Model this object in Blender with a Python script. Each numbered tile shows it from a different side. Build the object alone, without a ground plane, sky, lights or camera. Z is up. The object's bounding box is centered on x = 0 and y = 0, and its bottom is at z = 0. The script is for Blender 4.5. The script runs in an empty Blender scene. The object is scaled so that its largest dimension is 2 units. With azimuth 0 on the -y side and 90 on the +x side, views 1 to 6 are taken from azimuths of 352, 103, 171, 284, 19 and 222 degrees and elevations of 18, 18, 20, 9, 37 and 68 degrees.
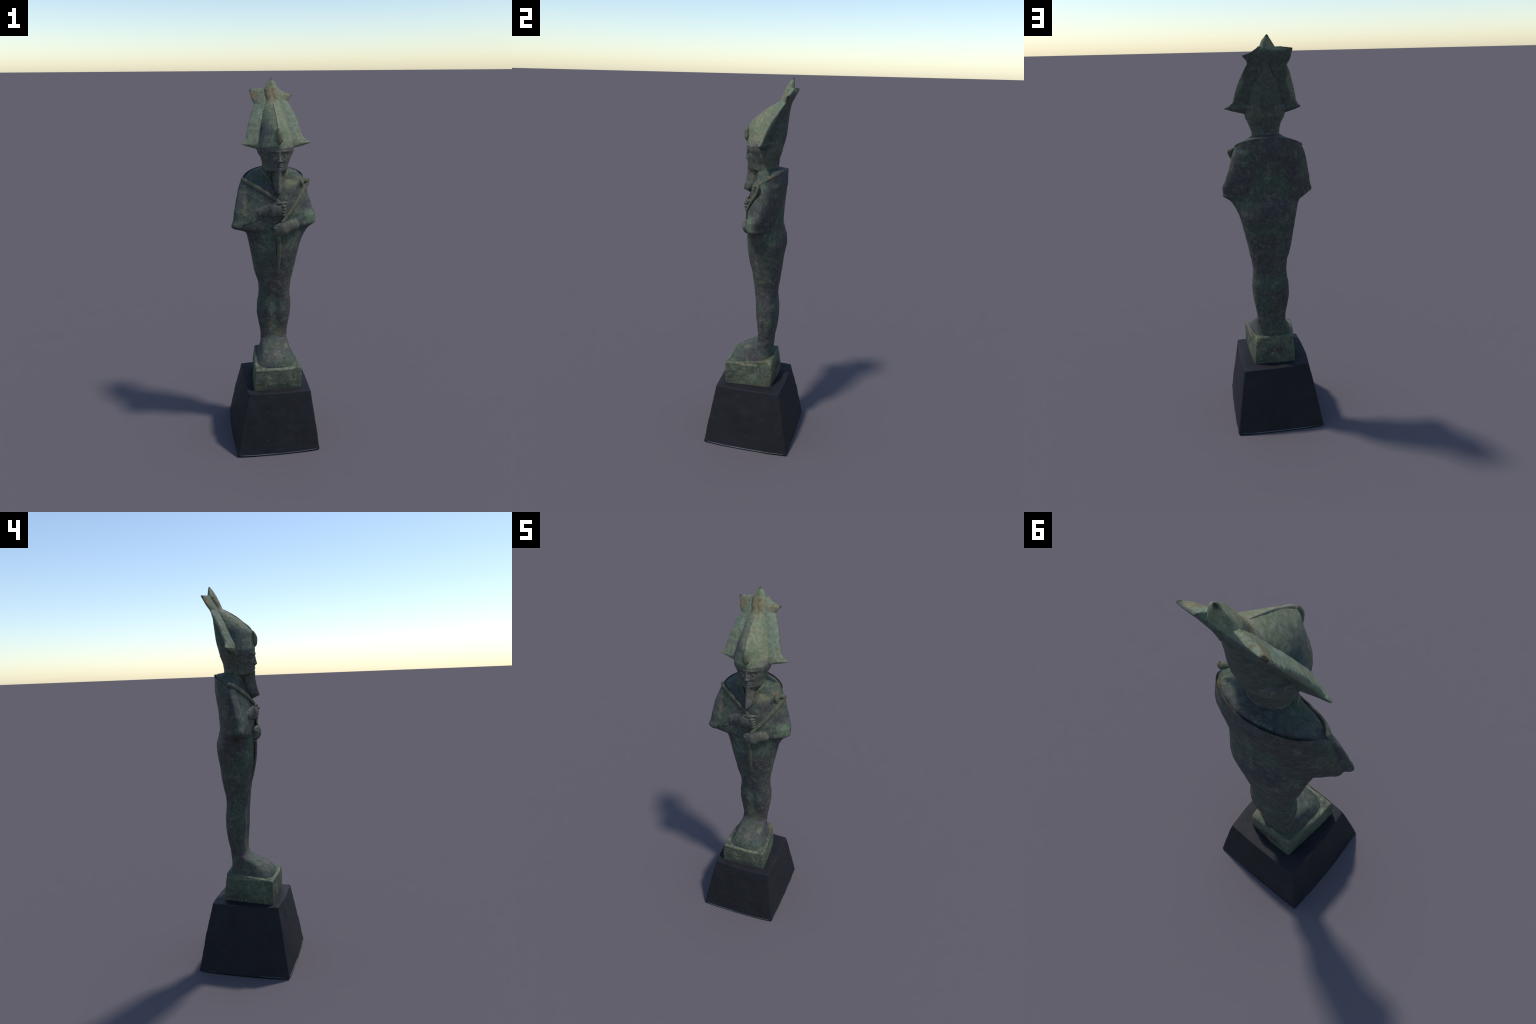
"""Patinated bronze mummiform statuette (crossed crook and flail, tall feathered
crown) on its small bronze plinth, mounted on a black tapered block."""
import bpy, bmesh, math
import numpy as np
from mathutils import Vector

rng = np.random.default_rng(7)

# ------------------------------------------------------------------ helpers
def pchip(xs, ys, x):
    """monotone cubic interpolation of a profile given by control points"""
    xs, ys, x = np.asarray(xs, float), np.asarray(ys, float), np.asarray(x, float)
    h = np.diff(xs); d = np.diff(ys) / h
    m = np.zeros_like(ys); m[0] = d[0]; m[-1] = d[-1]
    for i in range(1, len(xs) - 1):
        if d[i-1] * d[i] > 0:
            w1 = 2*h[i] + h[i-1]; w2 = h[i] + 2*h[i-1]
            m[i] = (w1 + w2) / (w1/d[i-1] + w2/d[i])
    x = np.clip(x, xs[0], xs[-1])
    k = np.clip(np.searchsorted(xs, x) - 1, 0, len(xs) - 2)
    t = (x - xs[k]) / h[k]
    return ((1+2*t)*(1-t)**2*ys[k] + t*(1-t)**2*h[k]*m[k]
            + t*t*(3-2*t)*ys[k+1] + t*t*(t-1)*h[k]*m[k+1])

def smooth01(a, b, x):
    t = np.clip((x - a) / (b - a), 0, 1)
    return t*t*(3-2*t)

def value_noise(P, scale, seed):
    """cheap smooth 3D value noise in -1..1"""
    r = np.random.default_rng(seed); tab = r.uniform(-1, 1, (64, 64, 64))
    Q = P * scale; i = np.floor(Q).astype(int); f = Q - i; f = f*f*(3-2*f)
    out = 0
    for dx in (0, 1):
        for dy in (0, 1):
            for dz in (0, 1):
                w = (f[..., 0] if dx else 1-f[..., 0]) * (f[..., 1] if dy else 1-f[..., 1]) * (f[..., 2] if dz else 1-f[..., 2])
                out = out + w * tab[(i[..., 0]+dx) % 64, (i[..., 1]+dy) % 64, (i[..., 2]+dz) % 64]
    return out

def seg_dist(px, pz, a, b):
    """distance to a segment in the x-z plane and position along it"""
    a, b = np.array(a, float), np.array(b, float); d = b - a
    t = np.clip(((px-a[0])*d[0] + (pz-a[1])*d[1]) / (d@d), 0, 1)
    return np.hypot(px - a[0] - t*d[0], pz - a[1] - t*d[1]), t

def ring_faces(nr, ns):
    i, j = np.meshgrid(np.arange(nr-1), np.arange(ns), indexing='ij')
    a = i*ns + j; b = i*ns + (j+1) % ns
    return np.stack([a, b, b+ns, a+ns], -1).reshape(-1, 4)

def vert_normals(V, F):
    n = np.cross(V[F[:, 2]] - V[F[:, 0]], V[F[:, 3]] - V[F[:, 1]])
    N = np.zeros_like(V)
    for k in range(4):
        np.add.at(N, F[:, k], n)
    return N / np.maximum(np.linalg.norm(N, axis=1, keepdims=True), 1e-12)

def add_object(name, me, parent, mat):
    ob = bpy.data.objects.new(name, me)
    bpy.context.scene.collection.objects.link(ob)
    ob.parent = parent
    if mat: me.materials.append(mat)
    return ob

def mesh_part(name, V, F, parent, mat, normals=None):
    """mesh object from arrays; keeps the whole body's normals when given"""
    used = np.unique(F); remap = -np.ones(len(V), int); remap[used] = np.arange(len(used))
    faces = []
    for f in remap[F]:
        g = []
        for v in f:
            if v not in g: g.append(int(v))
        if len(g) > 2: faces.append(g)
    me = bpy.data.meshes.new(name)
    me.from_pydata(V[used].tolist(), [], faces); me.update()
    me.polygons.foreach_set('use_smooth', [True]*len(me.polygons))
    if normals is not None:
        me.normals_split_custom_set_from_vertices([tuple(n) for n in normals[used]])
    return add_object(name, me, parent, mat)

def sweep(points, radii, ns=20, nl=40, flat=1.0, up=(0, -1, 0), round_ends=True, ribs=None):
    """closed tube along a smooth curve; radii along it; flat = thickness/width"""
    P = np.array(points, float); t = np.linspace(0, 1, len(P))
    s = np.linspace(0, 1, nl)
    C = np.stack([pchip(t, P[:, k], s) for k in range(3)], 1)
    R = pchip(np.linspace(0, 1, len(radii)), radii, s)
    if ribs: R = R * (1 + ribs[1]*np.sin(2*np.pi*ribs[0]*s)**2)
    T = np.gradient(C, axis=0); T /= np.linalg.norm(T, axis=1, keepdims=True)
    B = np.cross(T, np.array(up, float)); B /= np.linalg.norm(B, axis=1, keepdims=True)
    N = np.cross(B, T)
    a = np.linspace(0, 2*np.pi, ns, endpoint=False)
    def ring(c, b, n, r):
        return c + r*(np.cos(a)[:, None]*b + flat*np.sin(a)[:, None]*n)
    rings = []
    caps = [.02, .4, .7, .9] if round_ends else [.02, .8, .95]
    for q in caps:
        rings.append(ring(C[0] - T[0]*R[0]*flat*math.sqrt(1-q*q)*(1 if round_ends else .25), B[0], N[0], R[0]*q))
    for k in range(nl): rings.append(ring(C[k], B[k], N[k], R[k]))
    for q in caps[::-1]:
        rings.append(ring(C[-1] + T[-1]*R[-1]*flat*math.sqrt(1-q*q)*(1 if round_ends else .25), B[-1], N[-1], R[-1]*q))
    V = np.concatenate(rings); F = ring_faces(len(rings), ns)
    return V, F[:, ::-1]

def join(parts):
    Vs, Fs, o = [], [], 0
    for V, F in parts:
        Vs.append(V); Fs.append(F + o); o += len(V)
    return np.concatenate(Vs), np.concatenate(Fs)

# ---------------------------------------------------------------- materials
def new_mat(name):
    m = bpy.data.materials.new(name); m.use_nodes = True
    nt = m.node_tree; b = nt.nodes['Principled BSDF']
    tc = nt.nodes.new('ShaderNodeTexCoord')
    return m, nt, b, tc.outputs['Object']

def noise(nt, co, scale, detail=4, rough=.55, stretch=None, offset=None):
    if stretch or offset:
        mp = nt.nodes.new('ShaderNodeMapping'); nt.links.new(co, mp.inputs['Vector'])
        if stretch: mp.inputs['Scale'].default_value = stretch
        if offset: mp.inputs['Location'].default_value = offset
        co = mp.outputs['Vector']
    n = nt.nodes.new('ShaderNodeTexNoise'); nt.links.new(co, n.inputs['Vector'])
    n.inputs['Scale'].default_value = scale; n.inputs['Detail'].default_value = detail
    n.inputs['Roughness'].default_value = rough
    return n.outputs['Fac']

def math_node(nt, op, a, b=None, clamp=False):
    n = nt.nodes.new('ShaderNodeMath'); n.operation = op; n.use_clamp = clamp
    for i, v in enumerate((a, b)):
        if v is None: continue
        if isinstance(v, (int, float)): n.inputs[i].default_value = v
        else: nt.links.new(v, n.inputs[i])
    return n.outputs[0]

def remap(nt, v, lo, hi, to0=0., to1=1.):
    n = nt.nodes.new('ShaderNodeMapRange'); n.interpolation_type = 'SMOOTHSTEP'
    nt.links.new(v, n.inputs['Value'])
    n.inputs['From Min'].default_value = lo; n.inputs['From Max'].default_value = hi
    n.inputs['To Min'].default_value = to0; n.inputs['To Max'].default_value = to1
    return n.outputs['Result']

def mix(nt, fac, a, b):
    n = nt.nodes.new('ShaderNodeMix'); n.data_type = 'RGBA'
    if isinstance(fac, (int, float)): n.inputs[0].default_value = fac
    else: nt.links.new(fac, n.inputs[0])
    for i, v in ((6, a), (7, b)):
        if isinstance(v, tuple): n.inputs[i].default_value = (*v, 1)
        else: nt.links.new(v, n.inputs[i])
    return n.outputs[2]

def spot(nt, co, centre, size, wob, soft=.8):
    """mask 1 inside an ellipsoid with a noisy border"""
    mp = nt.nodes.new('ShaderNodeMapping'); nt.links.new(co, mp.inputs['Vector'])
    mp.vector_type = 'TEXTURE'
    mp.inputs['Location'].default_value = centre; mp.inputs['Scale'].default_value = size
    ln = nt.nodes.new('ShaderNodeVectorMath'); ln.operation = 'LENGTH'
    nt.links.new(mp.outputs['Vector'], ln.inputs[0])
    d = math_node(nt, 'ADD', ln.outputs['Value'], wob)
    return remap(nt, d, 1.0, 1.0 - soft)

def bronze(name, dark, green, pale, ochre=(.14, .095, .04), pale_amt=.5, speck=.5,
           ochre_amt=.3, spots=(), hatch=None, behind=None):
    m, nt, b, co = new_mat(name)
    big = noise(nt, co, 7, 3); mid = noise(nt, co, 24, 4, offset=(3, 1, 2))
    fine = noise(nt, co, 150, 3, .6, offset=(7, 4, 1)); grain = noise(nt, co, 420, 2, .7)
    wob = math_node(nt, 'MULTIPLY', math_node(nt, 'SUBTRACT', noise(nt, co, 32, 4, offset=(1, 9, 5)), .5), 1.6)
    col = mix(nt, remap(nt, big, .38, .64), dark, green)
    # soft pale verdigris clouds broken up by the finer noise
    cloud = math_node(nt, 'MULTIPLY', remap(nt, mid, .46, .70), remap(nt, fine, .38, .60))
    col = mix(nt, math_node(nt, 'MULTIPLY', cloud, pale_amt), col, pale)
    och = math_node(nt, 'MULTIPLY', remap(nt, noise(nt, co, 15, 4, offset=(5, 2, 8)), .58, .74), remap(nt, fine, .3, .65))
    col = mix(nt, math_node(nt, 'MULTIPLY', och, ochre_amt), col, ochre)
    for centre, size, colour, amt in spots:
        f = math_node(nt, 'MULTIPLY', spot(nt, co, centre, size, wob), amt)
        f = math_node(nt, 'MULTIPLY', f, remap(nt, fine, .2, .6, .55, 1.))
        col = mix(nt, f, col, colour)
    if behind:   # darker colour on the back of the vanes: the plane y = y0 + k (z - z0) parts the two
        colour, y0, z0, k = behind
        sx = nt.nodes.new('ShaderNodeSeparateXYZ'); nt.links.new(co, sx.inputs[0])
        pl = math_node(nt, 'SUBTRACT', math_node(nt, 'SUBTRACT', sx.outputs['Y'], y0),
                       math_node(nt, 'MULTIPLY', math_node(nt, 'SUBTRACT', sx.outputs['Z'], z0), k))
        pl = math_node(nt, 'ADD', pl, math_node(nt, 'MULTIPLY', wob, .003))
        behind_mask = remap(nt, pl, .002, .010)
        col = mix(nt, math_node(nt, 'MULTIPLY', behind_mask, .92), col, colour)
    # small light specks, denser in some zones
    sp = math_node(nt, 'MULTIPLY', remap(nt, fine, .60, .70), remap(nt, noise(nt, co, 11, 2, offset=(2, 6, 3)), .40, .62))
    col = mix(nt, math_node(nt, 'MULTIPLY', sp, speck), col, pale)
    # tonal grain
    g = math_node(nt, 'MULTIPLY', remap(nt, grain, .3, .7, .78, 1.22), remap(nt, noise(nt, co, 60, 3, offset=(8, 8, 2)), .3, .7, .80, 1.2))
    hs = nt.nodes.new('ShaderNodeHueSaturation'); nt.links.new(g, hs.inputs['Value'])
    nt.links.new(col, hs.inputs['Color']); nt.links.new(hs.outputs['Color'], b.inputs['Base Color'])
    b.inputs['Roughness'].default_value = .62
    b.inputs['Specular IOR Level'].default_value = .14
    h = math_node(nt, 'ADD', math_node(nt, 'MULTIPLY', fine, .6), math_node(nt, 'MULTIPLY', grain, .3))
    if hatch:
        w = nt.nodes.new('ShaderNodeTexWave'); w.wave_type = 'BANDS'; w.bands_direction = 'Z'
        mp = nt.nodes.new('ShaderNodeMapping'); mp.inputs['Rotation'].default_value = hatch[0]
        nt.links.new(co, mp.inputs['Vector']); nt.links.new(mp.outputs['Vector'], w.inputs['Vector'])
        w.inputs['Scale'].default_value = hatch[1]; w.inputs['Distortion'].default_value = 1.5
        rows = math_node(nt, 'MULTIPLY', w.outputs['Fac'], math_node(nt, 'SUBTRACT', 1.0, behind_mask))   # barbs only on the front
        h = math_node(nt, 'ADD', h, math_node(nt, 'MULTIPLY', rows, 1.4))
    bp = nt.nodes.new('ShaderNodeBump'); bp.inputs['Strength'].default_value = .35
    bp.inputs['Distance'].default_value = .002
    nt.links.new(h, bp.inputs['Height']); nt.links.new(bp.outputs['Normal'], b.inputs['Normal'])
    return m

DARK = (.056, .053, .053); GREEN = (.055, .074, .056); PALE = (.19, .20, .135); OLIVE = (.125, .115, .06)
VERD = (.095, .135, .085)
body_spots = [
    ((.20, .0, 1.30), (.075, .07, .06), VERD, .95),          # green elbow
    ((.10, .0, 1.485), (.06, .06, .04), (.145, .15, .085), .85),
    ((.145, .03, 1.497), (.022, .03, .012), (.17, .09, .035), .6),
    ((.165, .04, 1.44), (.05, .06, .07), (.10, .12, .08), .7),
    ((-.185, .045, 1.40), (.03, .012, .14), (.06, .09, .05), .7),
    ((-.18, -.01, 1.40), (.04, .03, .12), (.085, .085, .082), .6),
    ((-.07, .0, 1.49), (.075, .06, .05), (.030, .056, .047), .8),     # teal under the right collar
    ((.12, .09, 1.525), (.05, .035, .020), (.16, .10, .05), .6),      # rusty fold behind the shoulder
    ((-.15, -.02, 1.36), (.014, .04, .11), (.12, .115, .065), .7),    # pale olive highlight painted down the sleeve edge
    ((.11, -.01, 1.35), (.045, .04, .06), (.085, .10, .062), .6),
    ((-.06, -.03, 1.34), (.03, .03, .03), OLIVE, .6),
    ((-.03, -.04, 1.22), (.045, .03, .10), (.055, .08, .062), .7),
    ((.04, -.04, 1.12), (.05, .03, .10), (.085, .09, .06), .6),
    ((.0, -.0, .66), (.05, .04, .10), OLIVE, .5),
    ((.04, .01, .62), (.02, .03, .03), (.15, .11, .035), .5),
    ((.02, .01, .79), (.07, .04, .07), (.10, .125, .11), .45),
    ((.11, .05, .97), (.02, .03, .02), (.15, .12, .035), .6),
    ((.07, -.03, .56), (.03, .05, .012), (.16, .155, .09), .4),
    ((.0, -.08, .535), (.07, .06, .03), (.13, .12, .095), .5),
]
MAT_BODY = bronze('body_bronze', DARK, GREEN, PALE, pale_amt=.38, speck=.7, ochre_amt=.4, spots=body_spots)
MAT_HEAD = bronze('head_bronze', (.080, .077, .070), (.085, .090, .068), PALE, pale_amt=.5, speck=.6, ochre_amt=.4,
                  spots=[((.022, -.05, 1.676), (.11, .06, .026), (.115, .125, .085), .95), ((.054, -.052, 1.631), (.014, .014, .007), (.17, .11, .045), .7), ((-.011, -.050, 1.635), (.014, .014, .007), (.13, .09, .045), .6),
                         ((.024, -.075, 1.600), (.016, .02, .014), (.14, .135, .11), .6)])
crown_spots = [((-.045, .0, 1.77), (.065, .09, .13), (.095, .10, .088), .8), ((.02, -.05, 1.672), (.12, .07, .020), (.10, .11, .08), .75),  # first spot darkens the crown's left front, partly for its shade
               ((-.062, .03, 1.75), (.022, .06, .12), (.045, .072, .078), .8),  # shadow in the left groove, painted teal-blue
               ((.015, .12, 1.93), (.06, .05, .07), (.19, .145, .075), .85), ((.018, .168, 2.0), (.020, .020, .018), (.01, .01, .01), .95)]
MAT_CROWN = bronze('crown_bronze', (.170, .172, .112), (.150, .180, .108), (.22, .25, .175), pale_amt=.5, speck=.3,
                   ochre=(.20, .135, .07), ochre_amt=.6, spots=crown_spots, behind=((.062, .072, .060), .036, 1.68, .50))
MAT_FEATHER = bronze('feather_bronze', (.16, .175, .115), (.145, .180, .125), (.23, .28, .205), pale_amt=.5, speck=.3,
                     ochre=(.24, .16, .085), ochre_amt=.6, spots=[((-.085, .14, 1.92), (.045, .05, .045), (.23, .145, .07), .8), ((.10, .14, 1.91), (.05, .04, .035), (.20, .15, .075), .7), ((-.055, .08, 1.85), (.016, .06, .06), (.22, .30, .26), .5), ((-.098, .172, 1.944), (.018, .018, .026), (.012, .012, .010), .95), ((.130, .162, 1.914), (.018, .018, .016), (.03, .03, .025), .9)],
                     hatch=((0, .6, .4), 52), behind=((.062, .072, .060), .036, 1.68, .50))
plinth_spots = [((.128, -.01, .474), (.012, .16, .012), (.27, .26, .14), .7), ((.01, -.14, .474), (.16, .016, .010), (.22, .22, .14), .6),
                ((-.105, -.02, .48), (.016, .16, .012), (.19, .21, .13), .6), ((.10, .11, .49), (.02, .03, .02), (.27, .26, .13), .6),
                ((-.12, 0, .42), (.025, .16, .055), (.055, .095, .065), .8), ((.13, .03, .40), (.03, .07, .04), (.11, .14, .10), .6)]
MAT_PLINTH = bronze('plinth_bronze', (.055, .062, .050), (.080, .095, .065), (.19, .20, .125), pale_amt=.6, speck=.5,
                    ochre=(.15, .11, .04), ochre_amt=.6, spots=plinth_spots)
MAT_RIDGE = bronze('ridge_bronze', (.20, .19, .13), (.19, .20, .14), (.28, .29, .22), pale_amt=.6, speck=.4)  # uraeus tail: colour lightened to carry the crown ridge's highlight
MAT_URAEUS = bronze('uraeus_bronze', (.115, .095, .065), (.10, .105, .07), (.20, .19, .14), pale_amt=.6, speck=.5, ochre=(.18, .11, .05), ochre_amt=.7)
MAT_REGALIA = bronze('regalia_bronze', (.075, .074, .062), (.10, .105, .065), (.21, .21, .125), pale_amt=.6, speck=.4)
MAT_HAND = bronze('hand_bronze', (.078, .075, .068), (.092, .090, .068), (.19, .19, .13), pale_amt=.6, speck=.4)  # base tones raised to include the highlights seen on the hands

def plain(name, col, rough=.6, spec=.3, grain=None):
    m, nt, b, co = new_mat(name)
    n = noise(nt, co, 12, 4)
    c = mix(nt, remap(nt, n, .3, .7), tuple(x*.85 for x in col), tuple(x*1.15 for x in col))
    if grain:   # fine brushed horizontal streaks and a few dust specks
        st = noise(nt, co, 30, 3, .6, stretch=(2, 2, 40))
        c = mix(nt, math_node(nt, 'MULTIPLY', remap(nt, st, .45, .75), .5), c, tuple(x*1.5 for x in col))
        d = noise(nt, co, 90, 1, .5, offset=(4, 4, 4))
        c = mix(nt, math_node(nt, 'MULTIPLY', remap(nt, d, .77, .81), .6), c, (.16, .15, .15))
    nt.links.new(c, b.inputs['Base Color'])
    b.inputs['Roughness'].default_value = rough; b.inputs['Specular IOR Level'].default_value = spec
    return m

MAT_BASE = plain('black_paint', (.0165, .0165, .0200), .6, .16, grain=True)
MAT_EDGE_REFLECTION = plain('modelled_edge_reflection', (.075, .09, .105), .6)
MAT_RED = plain('dark_red_ink', (.055, .016, .018), .7)
MAT_LINE = plain('pale_patina_line', (.10, .13, .095), .8)
MAT_LINE_DARK = plain('grey_scratch', (.085, .092, .085), .8)

# ------------------------------------------------------------------ the thing
root = bpy.data.objects.new('bronze_statuette', None)
bpy.context.scene.collection.objects.link(root)
root['label'] = 'green-black bronze mummy-shaped statuette with feathered crown on black block'
root['category'] = 'statuette'

# ------------------------------------------------------- body (feet to collar)
# z, left x, left y, right x, right y, front y, back y, front exponents (l, r), back exponents (l, r)
BODY = [
 (.455, -.100, -.050, .124, -.050, -.134, .098, 3.2, 3.2, 3.0, 3.0),
 (.480, -.099, -.045, .122, -.045, -.134, .098, 3.0, 3.0, 3.0, 3.0),
 (.505, -.088, -.035, .114, -.035, -.124, .098, 2.8, 2.9, 3.0, 3.0),
 (.530, -.075, -.005, .101, -.005, -.100, .098, 2.6, 2.7, 3.0, 3.0),
 (.555, -.066,  .018, .094,  .018, -.062, .099, 2.4, 2.5, 2.8, 2.9),
 (.575, -.061, .042, .091, .042, -0.012, .101, 2.3, 2.4, 2.6, 2.8),
 (.590, -.060, .056, .091, .056, 0.009, .102, 2.3, 2.4, 2.5, 2.8),
 (.610, -.060, .060, .091, .060, 0.016, .104, 2.5, 2.7, 2.5, 2.7),
 (.650, -.066, .063, .097, .063, 0.017, .111, 2.5, 2.7, 2.5, 2.7),
 (.700, -.073, .065, .104, .065, 0.014, .119, 2.5, 2.7, 2.5, 2.7),
 (.740, -.078, .067, .110, .067, 0.011, .122, 2.5, 2.7, 2.5, 2.7),
 (.790, -.077, .067, .111, .067, 0.008, .123, 2.5, 2.7, 2.5, 2.7),
 (.840, -.071, .065, .107, .065, 0.003, .118, 2.5, 2.7, 2.5, 2.7),
 (.875, -.070,  .062, .105,  .062, -.002, .116, 2.3, 2.5, 2.5, 2.7),
 (.920, -.075,  .060, .108,  .060, -.008, .120, 2.3, 2.5, 2.4, 2.6),
 (.963, -.087, .056, .117, .056, -.016, .126, 2.3, 2.4, 2.5, 2.7),
 (1.03, -.101, .053, .131, .052, -.026, .135, 2.2, 2.3, 2.4, 2.6),
 (1.10, -.114, .050, .145, .050, -.038, .145, 2.2, 2.3, 2.3, 2.5),
 (1.16, -.126, .048, .160, .047, -.042, .154, 2.1, 2.3, 2.2, 2.3),
 (1.20, -.137, .040, .177, .040, -.044, .153, 2.0, 2.2, 1.9, 1.85),
 (1.225, -.152, .020, .191, .036, -.044, .149, 1.9, 2.1, 1.65, 1.6),
 (1.24, -.188, -.010, .203, .032, -.044, .146, 1.9, 2.0, 1.5, 1.45),
 (1.252, -.214, -.022, .221, .030, -.044, .144, 1.9, 1.9, 1.42, 1.36),
 (1.264, -.224, -.023, .235, .028, -.044, 0.14, 1.9, 1.9, 1.42, 1.36),
 (1.30, -.214, -.015, .235, .032, -.045, 0.135, 1.7, 1.8, 1.55, 1.5),
 (1.35, -.203, -.003, .220, .048, -.045, 0.137, 1.5, 1.6, 1.65, 1.65),
 (1.40, -.192, .010, .203, .060, -.043, 0.141, 1.35, 1.5, 1.7, 1.7),
 (1.45, -.179, .025, .190, .064, -.032, 0.145, 1.35, 1.7, 1.8, 1.7),
 (1.48, -.166,  .035, .181,  .064, -.014, .150, 1.7, 2.0, 1.8, 1.75),
 (1.495, -.158, .043, .174,  .062, -.004, .150, 2.0, 2.1, 1.8, 1.8)]
BODY = np.array(BODY)
NS = 480
def quad_section(xl, yl, xr, yr, xc, yf, yb, nf, nb, ns=NS, nfr=None, nbr=None):
    """closed plan section made of four superellipse quarters"""
    a = np.linspace(0, 2*np.pi, ns, endpoint=False) - np.pi/2   # starts at the front
    c, s = np.cos(a), np.sin(a)
    n = np.where(s < 0, np.where(c >= 0, nfr or nf, nf), np.where(c >= 0, nbr or nb, nb))
    ex, ey = np.sign(c)*np.abs(c)**(2/n), np.sign(s)*np.abs(s)**(2/n)
    right = c >= 0
    x = np.where(right, xc + (xr-xc)*ex, xc + (xc-xl)*ex)
    # the widest point's y slides to the middle ridge
    ys = np.where(right, yr, yl)
    y = np.where(s < 0, ys + (ys-yf)*ey, ys + (yb-ys)*ey)
    return x, y

zs = np.concatenate([np.linspace(.455, 1.19, 330), np.linspace(1.192, 1.30, 72), np.linspace(1.302, 1.495, 100)])
par = [pchip(BODY[:, 0], BODY[:, k], zs) for k in range(1, 11)]
rings = []
for i, z in enumerate(zs):
    xl, yl, xr, yr, yf, yb, nf, nfr, nb, nbr = [p[i] for p in par]
    x, y = quad_section(xl, yl, xr, yr, .017, yf, yb, nf, nb, NS, nfr, nbr)
    rings.append(np.stack([x, y, np.full(NS, z)], 1))
# collar: the rim rises at the back, drops into a groove, then climbs to the neck
x0, y0 = quad_section(-.155, .045, .172, .062, .017, -.002, .150, 2.0, 1.8, NS, 2.1, 1.8)
rim_z = 1.497 + .056*np.clip((y0-.045)/.102, 0, 1)**.95
xn, yn = quad_section(-.046, .055, .080, .055, .017, .004, .106, 2.0, 2.0)
backness = smooth01(.03, .09, y0)
edge = (.985, 1.0, .985, .955, .93, .90, .86, .78, .65, .50, .35, .18, .0)
drop = (-.006, .0, .001, -.006, -.011, -.010, -.005, .001, .004, .006, .007, .009, .012)
last = rings[-1]
for f, dz in zip(edge, drop):
    x = xn + (x0-xn)*f; y = yn + (y0-yn)*f
    z = rim_z*f + (1.548)*(1-f)
    z = z + dz*np.where(dz < 0, backness, 1.0)
    rings.append(np.stack([x, y, z], 1))
rings.append(np.stack([.017+(xn-.017)*.3, .055+(yn-.055)*.3, np.full(NS, 1.56)], 1))
G = np.stack(rings)                                   # (levels, around, 3)

# relief on the front of the body
front = np.zeros(G.shape[:2])
X, Y, Z = G[..., 0], G[..., 1], G[..., 2]
a = np.linspace(0, 2*np.pi, NS, endpoint=False) - np.pi/2
face = np.clip(-np.sin(a), 0, 1)[None, :]**.5 * np.ones_like(X)
def limb(p, q, r0, r1, amp0, amp1, hard=.45):
    d, t = seg_dist(X, Z, p, q); r = r0 + (r1-r0)*t
    return (amp0 + (amp1-amp0)*t) * smooth01(1, hard, d/r)
rel = limb((-.20, 1.285), (-.045, 1.345), .040, .036, .008, .006)          # forearm under the shroud
rel = np.maximum(rel, limb((.20, 1.285), (.06, 1.255), .045, .034, .004, .010))
rel = np.maximum(rel, limb((-.155, 1.49), (-.195, 1.27), .030, .034, .006, .010))  # upper arm
rel += limb((-.05, 1.12), (-.03, 1.05), .06, .06, .003, .002, .0) + limb((.08, 1.12), (.07, 1.05), .06, .06, .003, .002, .0)
rel += limb((.150, 1.478), (.180, 1.470), .032, .036, .006, .012, .0)   # lump under the flail's hook
# two shins: shallow valley between them, knees a little proud
rel -= .006*np.exp(-((X-.016)/.020)**2) * smooth01(.58, .72, Z)*smooth01(.90, .76, Z)
for kx in (-.028, .060):
    rel += .004*np.exp(-((X-kx)/.026)**2 - ((Z-.775)/.05)**2)
# step where foot meets the plinth top
G[..., 1] -= rel*face
# groove behind the upper arm of the left flank, and the strip beside it
def flank(p, q, w, amp):
    d = np.full(X.shape, 9.)
    dd, _ = seg_dist(Y, Z, p, q); return amp*np.exp(-(dd/w)**2) * (X < -.1)
G[..., 0] += flank((.034, 1.485), (-.002, 1.255), .007, .007) - flank((.055, 1.485), (.022, 1.26), .008, .003)
# heavy lump/dent variation so that nothing is mathematically smooth
P = G.reshape(-1, 3)
F = ring_faces(len(rings), NS)
N = vert_normals(P, F)
P = P + N*(.0022*value_noise(P, 14, 1) + .0010*value_noise(P, 45, 2) + .0005*value_noise(P, 120, 3))[:, None]
# shallow pits (casting flaws)
for c, r in (((.035, .005, .607), .004), ((-.052, .02, .612), .003), ((.02, -.002, .59), .003)):
    d = np.linalg.norm(P - np.array(c), axis=1); P = P - N*(.004*np.exp(-(d/r)**2))[:, None]
N = vert_normals(P, F)
C = P[F].mean(1)
zc, xc_, yc_ = C[:, 2], C[:, 0], C[:, 1]
is_foot = zc < .578 + .0*zc
is_leg = (~is_foot) & (zc < 1.10)
right_of = xc_ > .017
arm_line = np.where(right_of, .150 - .0*zc, -.138)
is_arm = (~is_foot) & (~is_leg) & (zc > 1.205) & (zc < 1.497) & np.where(right_of, xc_ > .135, xc_ < -.12) & (yc_ < .10)
for name, mask in (('foot', is_foot & ~right_of), ('foot', is_foot & right_of),
                   ('leg', is_leg & ~right_of), ('leg', is_leg & right_of),
                   ('arm', is_arm & ~right_of), ('arm', is_arm & right_of),
                   ('torso', ~(is_foot | is_leg | is_arm))):
    mesh_part(name, P, F[mask], root, MAT_BODY, N)

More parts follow.
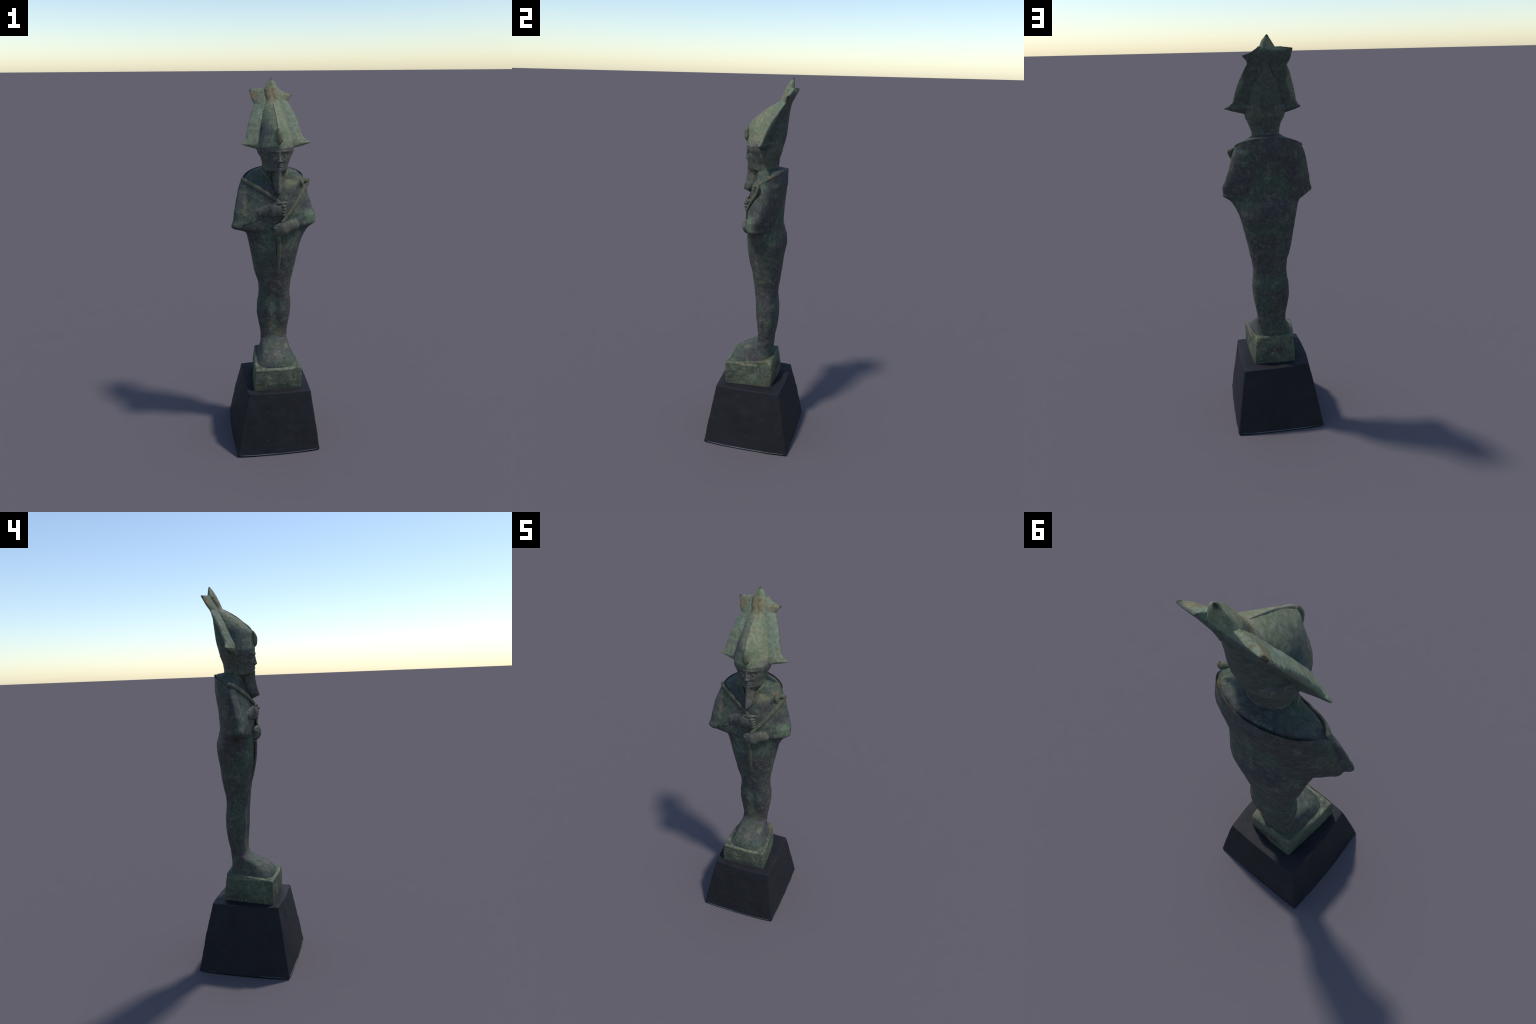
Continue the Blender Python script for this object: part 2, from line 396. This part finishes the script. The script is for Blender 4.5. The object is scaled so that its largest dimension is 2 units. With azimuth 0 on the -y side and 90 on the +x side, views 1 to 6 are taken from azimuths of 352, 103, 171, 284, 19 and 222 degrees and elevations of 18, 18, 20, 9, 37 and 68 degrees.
dg = bpy.context.evaluated_depsgraph_get(); dg.update()
from mathutils.bvhtree import BVHTree
bmall = bmesh.new()
for ob in bpy.data.objects:
    if ob.type == 'MESH' and ob.name.split('.')[0] in ('torso', 'leg', 'arm'): bmall.from_mesh(ob.data)
tree = BVHTree.FromBMesh(bmall); bmall.free()
def on_surface(x, z, side):
    hit = tree.ray_cast(Vector((x, side*1.0, z)), Vector((0, -side, 0)))
    return hit[0]
def lie_on_front(pts, lift):
    """drop a curve onto the front of the body, raised by lift"""
    out = []
    for x, y, z in pts:
        h = on_surface(x, z, -1)
        out.append((x, min(y, h.y - lift) if h is not None and abs(h.y-y) < .03 else y, z))
    return out

# ------------------------------------------------------------- head and neck
HEAD = np.array([   # z, left x, right x, widest y, front y, back y, front exp, back exp
 (1.505, -.047, .080, .055,  .004, .106, 2.0, 2.0),
 (1.530, -.047, .080, .055, -.004, .106, 2.0, 2.0),
 (1.542, -.048, .081, .050, -.030, .105, 1.9, 2.0),
 (1.549, -.049, .082, .047, -.051, .104, 1.9, 2.0),
 (1.560, -.050, .084, .045, -.058, .103, 1.8, 2.0),
 (1.580, -.051, .087, .045, -.059, .101, 1.9, 2.0),
 (1.600, -.055, .095, .045, -.058, .102, 2.0, 2.1),
 (1.630, -.067, .106, .045, -.059, .111, 2.1, 2.1),
 (1.655, -.077, .114, .045, -.063, .119, 2.1, 2.2),
 (1.690, -.077, .113, .040, -.062, .126, 2.0, 2.2),
 (1.715, -.050, .085, .040, -.030, .110, 2.0, 2.2)])
NH = 280
zh = np.linspace(1.505, 1.715, 190)
hp = [pchip(HEAD[:, 0], HEAD[:, k], zh) for k in range(1, 8)]
rings = []
for i, z in enumerate(zh):
    xl, xr, yw, yf, yb, nf, nb = [p[i] for p in hp]
    x, y = quad_section(xl, yw, xr, yw, .021, yf, yb, nf, nb, NH)
    rings.append(np.stack([x, y, np.full(NH, z)], 1))
G = np.stack(rings); X, Y, Z = G[..., 0], G[..., 1], G[..., 2]
a = np.linspace(0, 2*np.pi, NH, endpoint=False) - np.pi/2
face = smooth01(.15, .5, -np.sin(a))[None, :] * np.ones_like(X)
fx = X - .022
# above the brow line (lower in front, higher at the back) the skull tucks under the crown
zin = 1.668 + .030*smooth01(-.02, .10, Y)
k = 1 - .16*smooth01(0, .022, Z - zin)
G[..., 0] = .018 + (G[..., 0]-.018)*k; G[..., 1] = .03 + (G[..., 1]-.03)*k
def bump(cx, cz, sx, sz, amp): return amp*np.exp(-((fx-cx)/sx)**2 - ((Z-cz)/sz)**2)
rel = 0*X
d, t = seg_dist(fx, Z, (0, 1.645), (0, 1.604))
rel += (.004 + .011*t)*np.exp(-(d/(.006+.004*t))**2)                       # nose
rel += bump(-.009, 1.603, .005, .005, .005) + bump(.009, 1.603, .005, .005, .005)   # nostrils
for sx in (-1, 1):
    rel -= bump(sx*.030, 1.634, .016, .011, .007)                          # eye sockets
    rel += bump(sx*.030, 1.633, .010, .0055, .0045)                        # eyeballs
    d, t = seg_dist(fx, Z, (sx*.012, 1.652), (sx*.050, 1.651))
    rel += .0035*np.exp(-(d/.004)**2)                                      # brows
    rel += bump(sx*.032, 1.603, .016, .016, .003)                          # cheeks
    rel -= bump(sx*.019, 1.589, .006, .010, .002)
rel += bump(0, 1.5835, .013, .0035, .0045) + bump(0, 1.5755, .012, .0035, .0045) # lips
rel -= bump(0, 1.5795, .014, .0016, .003)
rel += bump(0, 1.560, .014, .009, .004)                                    # chin
rel -= bump(0, 1.570, .014, .003, .002)
G[..., 1] -= rel*face
P = G.reshape(-1, 3); F = ring_faces(len(rings), NH); N = vert_normals(P, F)
P = P + N*(.0012*value_noise(P, 20, 4) + .0006*value_noise(P, 70, 5))[:, None]
N = vert_normals(P, F); C = P[F].mean(1)
isneck = C[:, 2] < 1.548 + .35*np.clip(C[:, 1]-.0, 0, .09)
head = mesh_part('head', P, F[~isneck], root, MAT_HEAD, N)
neck = mesh_part('neck', P, F[isneck], root, MAT_HEAD, N)
# ears: little C-shaped ridges pressed to the head
for sx, ex in ((-1, -.066), (1, .104)):
    ear = [(ex, .028, 1.650), (ex+sx*.003, .042, 1.650), (ex+sx*.002, .050, 1.640),
           (ex-sx*.003, .044, 1.628), (ex-sx*.008, .034, 1.620)]
    V, FF = sweep(ear, [.005, .007, .007, .006, .004], 14, 24, .8, up=(0, 0, 1))
    mesh_part('ear', V, FF, head, MAT_HEAD)
for sx in (-1, 1):
    V, FF = sweep([(.022+sx*.030-.011, -.0535, 1.6325), (.022+sx*.030, -.0575, 1.6335), (.022+sx*.030+.011, -.053, 1.6325)],
                  [.0025, .0045, .0025], 14, 16, .5)
    mesh_part('eye', V, FF, head, MAT_HEAD)
# chin-strap line along the jaw is part of the beard piece: a wedge fin
BEARD = np.array([  # z, half width of the front edge, half width at the root, front y, root y
 (1.558, .013, .030, -.060, .005), (1.535, .008, .032, -.060, .005), (1.500, .006, .034, -.065, .000),
 (1.470, .006, .032, -.072, -.014), (1.452, .006, .026, -.078, -.024), (1.442, .005, .019, -.080, -.032), (1.434, .004, .012, -.064, -.036), (1.424, .002, .006, -.045, -.036)])
rings = []
for z, w, wb, yf_, yb_ in BEARD:
    cx = .021
    pts = [(cx-wb, yb_), (cx-(w+wb)*.5, yf_*.5+yb_*.5), (cx-w, yf_+.003), (cx-w*.5, yf_), (cx, yf_-.001),
           (cx+w*.5, yf_), (cx+w, yf_+.003), (cx+(w+wb)*.5, yf_*.5+yb_*.5), (cx+wb, yb_)]
    rings.append([(x, y, z) for x, y in pts])
R = np.array(rings); tz = np.linspace(0, 1, len(R)); s = np.linspace(0, 1, 50)
R = np.stack([[pchip(tz, R[:, j, k], s) for k in range(3)] for j in range(R.shape[1])])   # (pt,3,level)
R = np.transpose(R, (2, 0, 1))
V = R.reshape(-1, 3); V = np.concatenate([V, [R[0].mean(0), R[-1].mean(0)]])
FF = ring_faces(50, R.shape[1]); nb_ = R.shape[1]
cap = [[len(V)-2, (j+1) % nb_, j, j] for j in range(nb_)] + [[len(V)-1, 49*nb_+j, 49*nb_+(j+1) % nb_, 49*nb_+(j+1) % nb_] for j in range(nb_)]
mesh_part('beard', V, np.concatenate([FF, cap])[:, ::-1], root, MAT_HEAD)

# ------------------------------------------------- crown with its two feathers
cz = np.concatenate([np.linspace(1.650, 1.72, 50), np.linspace(1.722, 1.90, 80), np.linspace(1.902, 1.9995, 62)])
def prof(pts):
    p = np.array(pts); return pchip(p[:, 0], p[:, 1], cz)
yf = prof([(1.645, -.040), (1.662, -.052), (1.675, -.0665), (1.70, -.063), (1.755, -.060), (1.768, -.054), (1.793, -.032), (1.835, .018), (1.863, .060),
           (1.888, .100), (1.93, .121), (1.968, .138), (1.986, .150), (2.0, .163)])
yb = prof([(1.645, .114), (1.682, .128), (1.735, .140), (1.794, .147), (1.865, .157), (1.909, .172), (1.94, .178), (1.965, .175), (2.0, .165)])
rx = prof([(1.645, .018), (1.97, .018), (2.0, .016)])
ELx = np.interp(cz, [1.65, 1.656, 1.668, 1.682, 1.697, 1.712, 1.76, 1.806, 1.85, 1.887, 1.90, 1.915, 1.926, 1.945, 1.96, 1.98, 2.0],
                [.112, .118, .168, .211, .180, .165, .153, .137, .118, .100, .112, .127, .092, .062, .050, .033, .018])
ERx = np.interp(cz, [1.65, 1.656, 1.668, 1.680, 1.695, 1.713, 1.755, 1.795, 1.84, 1.873, 1.90, 1.925, 1.9435, 1.949, 1.957, 1.975, 1.985, 2.0],
                [-.076, -.082, -.125, -.157, -.142, -.131, -.121, -.109, -.092, -.075, -.088, -.093, -.096, -.048, -.030, -.002, .006, .014])
Ey = np.interp(cz, [1.65, 1.68, 1.713, 1.795, 1.875, 1.915, 1.944, 1.96, 2.0], [.040, .040, .050, .085, .136, .157, .171, .165, .164])
GLx = np.interp(cz, [1.65, 1.70, 1.806, 1.898, 1.945, 1.98, 2.0], [.110, .108, .082, .053, .051, .036, .018])
GLy = np.interp(cz, [1.65, 1.70, 1.806, 1.898, 1.945, 2.0], [.020, .028, .075, .120, .146, .164])
GRx = np.interp(cz, [1.65, 1.70, 1.806, 1.894, 1.945, 1.975, 2.0], [-.074, -.070, -.046, -.019, -.024, -.004, .0135])
GRy = np.interp(cz, [1.65, 1.70, 1.806, 1.894, 1.945, 2.0], [.010, .018, .074, .122, .150, .164])
fade = np.interp(cz, [1.65, 1.9, 1.96, 2.0], [1, 1, .6, 0])
def bez(p0, p1, bulge, nrm, n):
    t = np.linspace(0, 1, n, endpoint=False)[:, None]
    return p0*(1-t) + p1*t + 4*t*(1-t)*bulge*nrm
def quarter(p0, p1, n, ex=2.0):
    """superellipse quarter from the side point p0 to the back point p1"""
    a_ = np.linspace(0, np.pi/2, n, endpoint=False)[:, None]
    c_, s_ = np.cos(a_)**(2/ex), np.sin(a_)**(2/ex)
    return np.concatenate([p1[0] + (p0[0]-p1[0])*c_[:, :1], p0[1] + (p1[1]-p0[1])*s_[:, :1]], 1)
core, wing = [], {1: [], -1: []}
for i, z in enumerate(cz):
    ridge = np.array([rx[i], yf[i]]); back = np.array([rx[i], yb[i]]); k = fade[i]
    halves = []
    for side, Ex, Gx, Gy in ((1, ELx[i], GLx[i], GLy[i]), (-1, ERx[i], GRx[i], GRy[i])):
        g = np.array([Gx, min(Gy, yb[i]-.004*k)])
        n1 = np.array([(g-ridge)[1]*side, -(g-ridge)[0]*side]); n1 = n1/max(np.linalg.norm(n1), 1e-9)
        Lg = np.linalg.norm(g-ridge)
        bul = np.interp(z, [1.65, 1.672, 1.70, 1.76, 1.83, 1.88, 1.92, 1.97], [.13, .17, .16, .125, .09, .11, .24, .28])
        halves.append(np.concatenate([bez(ridge, g, bul*Lg*k*(.75 if side > 0 and z < 1.9 else 1), n1, 22), quarter(g, back, 22, 2.0)]))
        # feather: thin vane rooted inside the core
        w = max((Ex-g[0])*side, .0006)
        ey = Ey[i] + (.005 if side > 0 else 0)
        e = np.array([g[0]+side*w, ey]); th = min(.0042, w*.25)
        gi = np.array([g[0]-side*.016, g[1]-.004]); vi = np.array([g[0]-side*.026, min(g[1]+.052, yb[i]-.004)])
        if z > 1.93: q = np.clip((z-1.93)/.03, 0, 1); gi = gi*(1-q) + q*(g+[0, .001]); vi = vi*(1-q) + q*(g+[-side*.004, .004])
        e1, e2 = e + [0, -th], e + [0, th]
        wing[side].append(np.concatenate([bez(gi, e1, .005*k, np.array([0, -1.]), 14), bez(e1, e2, .0015*k, np.array([side, 0.]), 5),
                                          bez(e2, vi, .000*k, np.array([0, 1.]), 16), bez(vi, gi, 0, np.array([0, 0.]), 6)]))
    loop = np.concatenate([halves[0], back[None], halves[1][1:][::-1]])
    core.append(np.concatenate([loop, np.full((len(loop), 1), z)], 1))
# tongue of the crown reaching down the nape
tong = []
hw = lambda z: float(np.interp(z, [1.572, 1.578, 1.59, 1.61, 1.63, 1.65], [.012, .026, .045, .066, .080, .090]))
for z in np.linspace(1.572, 1.648, 30):
    hb = float(pchip(HEAD[:, 0], HEAD[:, 5], z)); off = .0035*smooth01(1.572, 1.58, z)
    t = np.linspace(0, 1, 23)
    xs_ = .018; w = hw(z)
    side_r = quarter(np.array([xs_+w, .045]), np.array([xs_, hb+off]), 22); side_l = quarter(np.array([xs_-w, .045]), np.array([xs_, hb+off]), 22)
    fr_r = bez(np.array([xs_, -.02]), np.array([xs_+w, .045]), 0, np.zeros(2), 22); fr_l = bez(np.array([xs_, -.02]), np.array([xs_-w, .045]), 0, np.zeros(2), 22)
    loop = np.concatenate([fr_r, side_r, [[xs_, hb+off]], np.concatenate([fr_l, side_l])[1:][::-1]])
    tong.append(np.concatenate([loop, np.full((len(loop), 1), z)], 1))
def close_loft(G, apex=None):
    nl = G.shape[1]; P = G.reshape(-1, 3); F = ring_faces(len(G), nl); o = (len(G)-1)*nl
    P = np.concatenate([P, [G[0].mean(0)], [G[-1].mean(0) if apex is None else apex]]); b_, t_ = len(P)-2, len(P)-1
    F = np.concatenate([F, [[b_, (j+1) % nl, j, j] for j in range(nl)], [[t_, o+j, o+(j+1) % nl, o+(j+1) % nl] for j in range(nl)]])
    return P, F
G = np.stack(tong + core)
hx, hz, hy = G[..., 0], G[..., 2], G[..., 1]
isb = np.zeros(G.shape[1], bool); isb[30:-30] = True
G[..., 1] -= np.where(isb[None, :], .008*np.exp(-((hx-.012)/.022)**2 - ((hz-1.95)/.022)**2), 0)
P, F = close_loft(G, [.016, .164, 2.0])
N = vert_normals(P, F)
P[:-1] += (N*(.0012*value_noise(P, 24, 6) + .0006*value_noise(P, 80, 8))[:, None])[:-1]
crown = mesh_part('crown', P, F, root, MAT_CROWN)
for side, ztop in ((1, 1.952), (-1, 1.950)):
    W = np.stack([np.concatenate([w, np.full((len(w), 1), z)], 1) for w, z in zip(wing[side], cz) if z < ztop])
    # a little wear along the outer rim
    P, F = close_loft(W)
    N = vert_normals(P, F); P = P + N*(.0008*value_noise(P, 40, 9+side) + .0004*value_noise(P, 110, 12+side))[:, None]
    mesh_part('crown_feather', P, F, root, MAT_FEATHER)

# worn brown rim along the outer edge of the sunny feather
sel = [i for i in range(0, len(cz), 6) if 1.692 < cz[i] < 1.900]
rim = [(ELx[i]-.0008, Ey[i]+.005, cz[i]) for i in sel]
mesh_part('feather_rim', *sweep(rim, [.0015, .0032, .0036, .0034, .002], 10, 70, 1.0), root, MAT_URAEUS)

# uraeus: rearing cobra on the brow, its body trailing up the ridge
parts = [sweep([(.030, -.060, 1.698), (.031, -.064, 1.708), (.030, -.060, 1.720)], [.006, .009, .006], 12, 12, .9),
         sweep([(.012, -.062, 1.735), (.019, -.070, 1.738), (.026, -.062, 1.734)], [.005, .008, .005], 12, 12, .9),
         sweep([(.020, -.060, 1.690), (.020, -.066, 1.705), (.020, -.067, 1.728), (.019, -.063, 1.748), (.018, -.058, 1.763)],
               [.009, .013, .014, .011, .006], 18, 30, .9, up=(0, -1, .2))]
mesh_part('uraeus', *join(parts), root, MAT_URAEUS)
trail = [(.018, -.058, 1.758), (.018, -.040, 1.785), (.018, -.008, 1.812), (.017, .028, 1.842), (.016, .064, 1.865), (.016, .090, 1.880)]
mesh_part('uraeus_tail', *sweep(trail, [.005, .005, .0045, .004, .003, .002], 12, 40, .8, up=(0, -.6, .8)), root, MAT_RIDGE)

# --------------------------------------------------------------------- hands
def hand(palm, radii, finger_at, fdir, nfing, span, thumb):
    V, FF = sweep(palm, radii, 26, 36, .62)
    h = mesh_part('hand', V, FF, root, MAT_HAND)
    for i in range(nfing):
        q = i/(nfing-1) - .5
        c = np.array(finger_at) + np.array(span)*q
        d = np.array(fdir)
        V, FF = sweep([c - d*.5 + np.array([0, .008, 0]), c, c + d*.5 + np.array([0, .010, 0])], [.0080, .0085, .0070], 14, 16, .95)
        mesh_part('finger', V, FF, h, MAT_HAND)
    V, FF = sweep(thumb, [.008, .009, .007, .006], 14, 20, .8)
    mesh_part('thumb', V, FF, h, MAT_HAND)
hand([(-.085, -.028, 1.332), (-.04, -.038, 1.345), (.0, -.047, 1.353), (.036, -.045, 1.352)], [.028, .030, .039, .039],
     (.045, -.060, 1.347), (.022, 0, 0), 4, (0, .010, -.050), [(.002, -.056, 1.385), (.025, -.062, 1.388), (.048, -.055, 1.388), (.066, -.042, 1.384)])
hand([(.115, -.038, 1.268), (.075, -.047, 1.258), (.045, -.052, 1.247), (.016, -.046, 1.238)], [.030, .033, .039, .036],
     (.010, -.055, 1.229), (-.020, 0, 0), 4, (.006, .012, -.050), [(.045, -.056, 1.272), (.025, -.060, 1.267), (.006, -.056, 1.262), (-.006, -.046, 1.258)])
# cuffs of the sleeves
for pts in ([(-.084, -.030, 1.300), (-.078, -.049, 1.332), (-.068, -.040, 1.368)], [(.110, -.030, 1.225), (.115, -.050, 1.262), (.106, -.036, 1.300)]):
    mesh_part('sleeve_cuff', *sweep(pts, [.002, .0045, .002], 12, 24, .8), root, MAT_HAND)

# --------------------------------------------------------- crook, flail, staff
crook = [(-.158, .036, 1.502), (-.146, .020, 1.496), (-.112, .000, 1.480), (-.074, -.014, 1.458), (-.030, -.034, 1.430), (.003, -.046, 1.408), (.022, -.054, 1.392)]
mesh_part('crook', *sweep(lie_on_front(crook, .003), [.010, .0115, .012, .012, .0115, .011, .009], 18, 60, .55), root, MAT_REGALIA)
flail = [(.040, -.056, 1.285), (.060, -.048, 1.308), (.090, -.034, 1.342), (.118, -.016, 1.376), (.150, .010, 1.416), (.178, .036, 1.452), (.195, .042, 1.482), (.198, .038, 1.492)]
mesh_part('flail', *sweep(lie_on_front(flail, .003), [.010, .011, .0115, .012, .012, .012, .009, .003], 18, 160, .65, ribs=(24, .14)), root, MAT_REGALIA)
curl = [(.190, .040, 1.480), (.176, .034, 1.487), (.162, .028, 1.486), (.153, .026, 1.476), (.157, .026, 1.467)]
mesh_part('flail_hook', *sweep(lie_on_front(curl, .002), [.011, .012, .012, .011, .009], 14, 30, .8), root, MAT_REGALIA)
staff = [(.022, -.052, 1.235), (.024, -.050, 1.19), (.026, -.047, 1.13), (.025, -.036, 1.06), (.022, -.022, 1.0), (.019, -.012, .972)]
mesh_part('staff', *sweep(staff, [.011, .0115, .011, .010, .009, .006], 18, 140, .6, ribs=(24, .07)), root, MAT_REGALIA)

# soft folds of the neckline running from the neck to the beard
for pts in ([(.088, .040, 1.548), (.072, .014, 1.527), (.058, .000, 1.508), (.047, -.018, 1.475), (.040, -.034, 1.448)],
            [(-.056, .040, 1.548), (-.040, .014, 1.527), (-.024, .000, 1.508), (-.010, -.016, 1.480)]):
    mesh_part('neckline_fold', *sweep(lie_on_front(pts, .001), [.004, .007, .008, .007, .004], 14, 40, .6), root, MAT_REGALIA)

# ------------------------------------------------------------ engraved lines
def engraved(name, lines, side, r, mat, n=16):
    parts = []
    for (xa, za), (xb, zb) in lines:
        pts = []
        if side > 0:
            xa, za, xb, zb = np.array([xa, za, xb, zb]) + rng.normal(0, .0016, 4)
        for q in np.linspace(0, 1, n):
            h = on_surface(xa+(xb-xa)*q, za+(zb-za)*q, side)
            if h is not None: pts.append((h.x, h.y + side*.0003, h.z))
        if len(pts) > 3: parts.append(sweep(pts, [r*.5, r, r, r*.5], 6, len(pts)*2, .7, up=(0, side, 0)))
    ob = mesh_part(name, *join(parts), root, mat); ob['kind'] = 'stuff'
    return ob
fl_ = []
for off in (0, .011):
    fl_ += [((-.075+off, 1.235), (-.062+off, 1.19)), ((-.062+off, 1.19), (-.004+off*.4, 1.118))]
    fl_ += [((.102-off, 1.172+off*.3), (.043, 1.118+off))]
fl_ += [((.010, 1.19), (.008, .985)), ((.040, 1.19), (.033, 1.06)), ((.033, 1.06), (.026, .985))]
engraved('engraved_line', fl_, -1, .0016, MAT_LINE)
hl = []
hx0, hx1, hz0, hz1 = -.028, .050, 1.482, 1.542
hl += [((hx0, hz0), (hx1, hz0)), ((hx0, hz0), (hx0, hz1-.012)), ((hx1, hz0), (hx1, hz1-.012)), ((hx0, hz1-.012), (hx0+.02, hz1)), ((hx1, hz1-.012), (hx1-.02, hz1)), ((hx0+.02, hz1), (hx1-.02, hz1))]
for k in range(9):
    c0 = hx0 - .03 + k*.0115
    xa, xb = c0, c0 + .055
    flip = lambda p: (hx0 + hx1 - p[0], p[1])
    qa, qb = max(0, (hx0-xa)/(xb-xa)), min(1, (hx1-xa)/(xb-xa))
    if qb > qa + .15:
        hl.append((flip((xa+(xb-xa)*qa, hz0+(hz1-hz0)*qa)), flip((xa+(xb-xa)*qb, hz0+(hz1-hz0)*qb))))
        if k % 3 == 1: hl.append(((xa+(xb-xa)*qa, hz0+(hz1-hz0)*qa), (xa+(xb-xa)*qb, hz0+(hz1-hz0)*qb)))
for k in range(7):
    hl.append(((hx0+.004+k*.012, hz0-.002), (hx0-.002+k*.012, hz0-.015)))
engraved('engraved_pattern', hl, 1, .0011, MAT_LINE_DARK, 8)

# -------------------------------------------------------------- bronze plinth
def hexahedron(name, bottom, top_, mat, parent, levels, bow, noise_amp, seed, round_r, n=40, vertical=None, wear=2):
    """six-sided block from its eight corners (FL, FR, BR, BL), rounded and worn"""
    b, t = np.array(bottom, float), np.array(top_, float)
    s = np.linspace(0, 1, n, endpoint=False)
    # denser towards the corners
    s = s - .09*np.sin(2*np.pi*s)
    rings = []
    def perim(c):
        cen = c.mean(0); out = []
        for k in range(4):
            p, q = c[k], c[(k+1) % 4]
            mid = (p+q)/2 - cen; mid[2] = 0; mid /= np.linalg.norm(mid)
            for u in s:
                out.append(p*(1-u) + q*u + mid*(bow[k] if isinstance(bow, tuple) else bow)*4*u*(1-u))
        return np.array(out)
    hgt = np.array(levels)
    for h in hgt:
        c = b*(1-h) + t*h
        if vertical: 
            cc = c.mean(0); c = cc + (c-cc)*np.array([vertical(h), vertical(h), 1])
        rings.append(perim(c))
    # round the outline corners and the top edge
    def shrink(r, d):
        cen = r.mean(0); v = r - cen; L = np.linalg.norm(v[:, :2], axis=1, keepdims=True)
        o = r.copy(); o[:, :2] -= v[:, :2]/L*d; return o
    topr = rings[-1]
    cap = []
    for ang in np.linspace(0, np.pi/2, 7)[1:]:
        o = shrink(topr, round_r*(1-math.cos(ang))); o[:, 2] += round_r*math.sin(ang) ; cap.append(o)
    inner = cap[-1]
    for f in (.9, .75, .5, .25, .05):
        cen = inner.mean(0); o = cen + (inner-cen)*f; cap.append(o)
    botr = rings[0]; bot = []
    for f in (.05, .5, .9):
        cen = botr.mean(0); bot.append(cen + (botr-cen)*f)
    R = np.stack(bot + rings + cap)
    for _ in range(wear):   # soften vertical corners
        R[:, :, :2] = .5*R[:, :, :2] + .25*(np.roll(R, 1, 1) + np.roll(R, -1, 1))[:, :, :2]
    P = R.reshape(-1, 3); F = ring_faces(len(R), 4*n); N = vert_normals(P, F)
    P = P + N*(noise_amp*(value_noise(P, 16, seed) + .5*value_noise(P, 50, seed+1) + .25*value_noise(P, 130, seed+2)))[:, None]
    return P, F
r_ = .012
P, F = hexahedron('plinth', [(-.128, -.145, .335), (.136, -.143, .335), (.118, .112, .335), (-.094, .122, .335)],
                  [(-.123, -.148, .468), (.139, -.144, .466), (.107, .115, .494), (-.091, .109, .492)],
                  MAT_PLINTH, root, np.linspace(0, 1, 34),   .003, .0034, 20, r_, 36, vertical=lambda h: 1 + .03*math.sin(math.pi*min(1, h*1.05)), wear=7)
plinth = mesh_part('plinth', P, F, root, MAT_PLINTH)
# accession number in dark red ink on the plinth's back
cu = bpy.data.curves.new('number', 'FONT'); cu.body = '16.40'; cu.size = .034; cu.extrude = .0006
cu.align_x = 'CENTER'; cu.align_y = 'CENTER'; cu.space_character = 1.15
tmp = bpy.data.objects.new('number_tmp', cu); bpy.context.scene.collection.objects.link(tmp)
bpy.context.view_layer.update()
me = bpy.data.meshes.new_from_object(tmp.evaluated_get(bpy.context.evaluated_depsgraph_get()))
bpy.data.objects.remove(tmp)
pb = BVHTree.FromPolygons([tuple(v) for v in P], [tuple(f) for f in F])
for v in me.vertices:
    x, z = .012 - v.co.x, .428 + v.co.y; d = v.co.z
    h = pb.ray_cast(Vector((x, 1, z)), Vector((0, -1, 0)))
    v.co = Vector((x, h[0].y + .0006 + d, z))
add_object('painted_number', me, plinth, MAT_RED)

# ------------------------------------------------------------ black base block
P, F = hexahedron('base', [(-.236, -.243, .0), (.229, -.244, .0), (.235, .239, .0), (-.230, .244, .0)],
                  [(-.162, -.181, .350), (.183, -.182, .345), (.183, .175, .344), (-.163, .175, .351)],
                  MAT_BASE, root, np.linspace(0, 1, 60), (.007, .006, .006, .009), .0016, 30, .004, 44, vertical=lambda h: 1 + .010*math.sin(math.pi*h))
# bottom edge lifts a little towards the corners
lift = smooth01(.17, .24, np.minimum(np.abs(P[:, 0]), np.abs(P[:, 1])))*smooth01(.03, 0, P[:, 2])*.006
P[:, 2] = np.maximum(P[:, 2], 0) + lift
P[:, 2] -= P[:, 2].min()
mesh_part('base', P, F, root, MAT_BASE)
# bluish reflection on the block's bottom edge, modelled as thin pale strips
parts = []
cor = [(-.236, -.243), (.229, -.244), (.235, .239), (-.230, .244)]
for k in range(4):
    p, q = np.array(cor[k]), np.array(cor[(k+1) % 4]); mid = (p+q)/2; mid = mid/np.linalg.norm(mid)
    pts = []
    for u in np.linspace(.04, .96, 9):
        xy = p*(1-u) + q*u + mid*(.006*4*u*(1-u) - .0012)
        pts.append((xy[0], xy[1], .0055 + .004*(2*u-1)**4))
    parts.append(sweep(pts, [.0012, .003, .0032, .003, .0012], 8, 60, .9, up=(0, 0, 1)))
ob = mesh_part('base_reflection_strip', *join(parts), root, MAT_EDGE_REFLECTION)
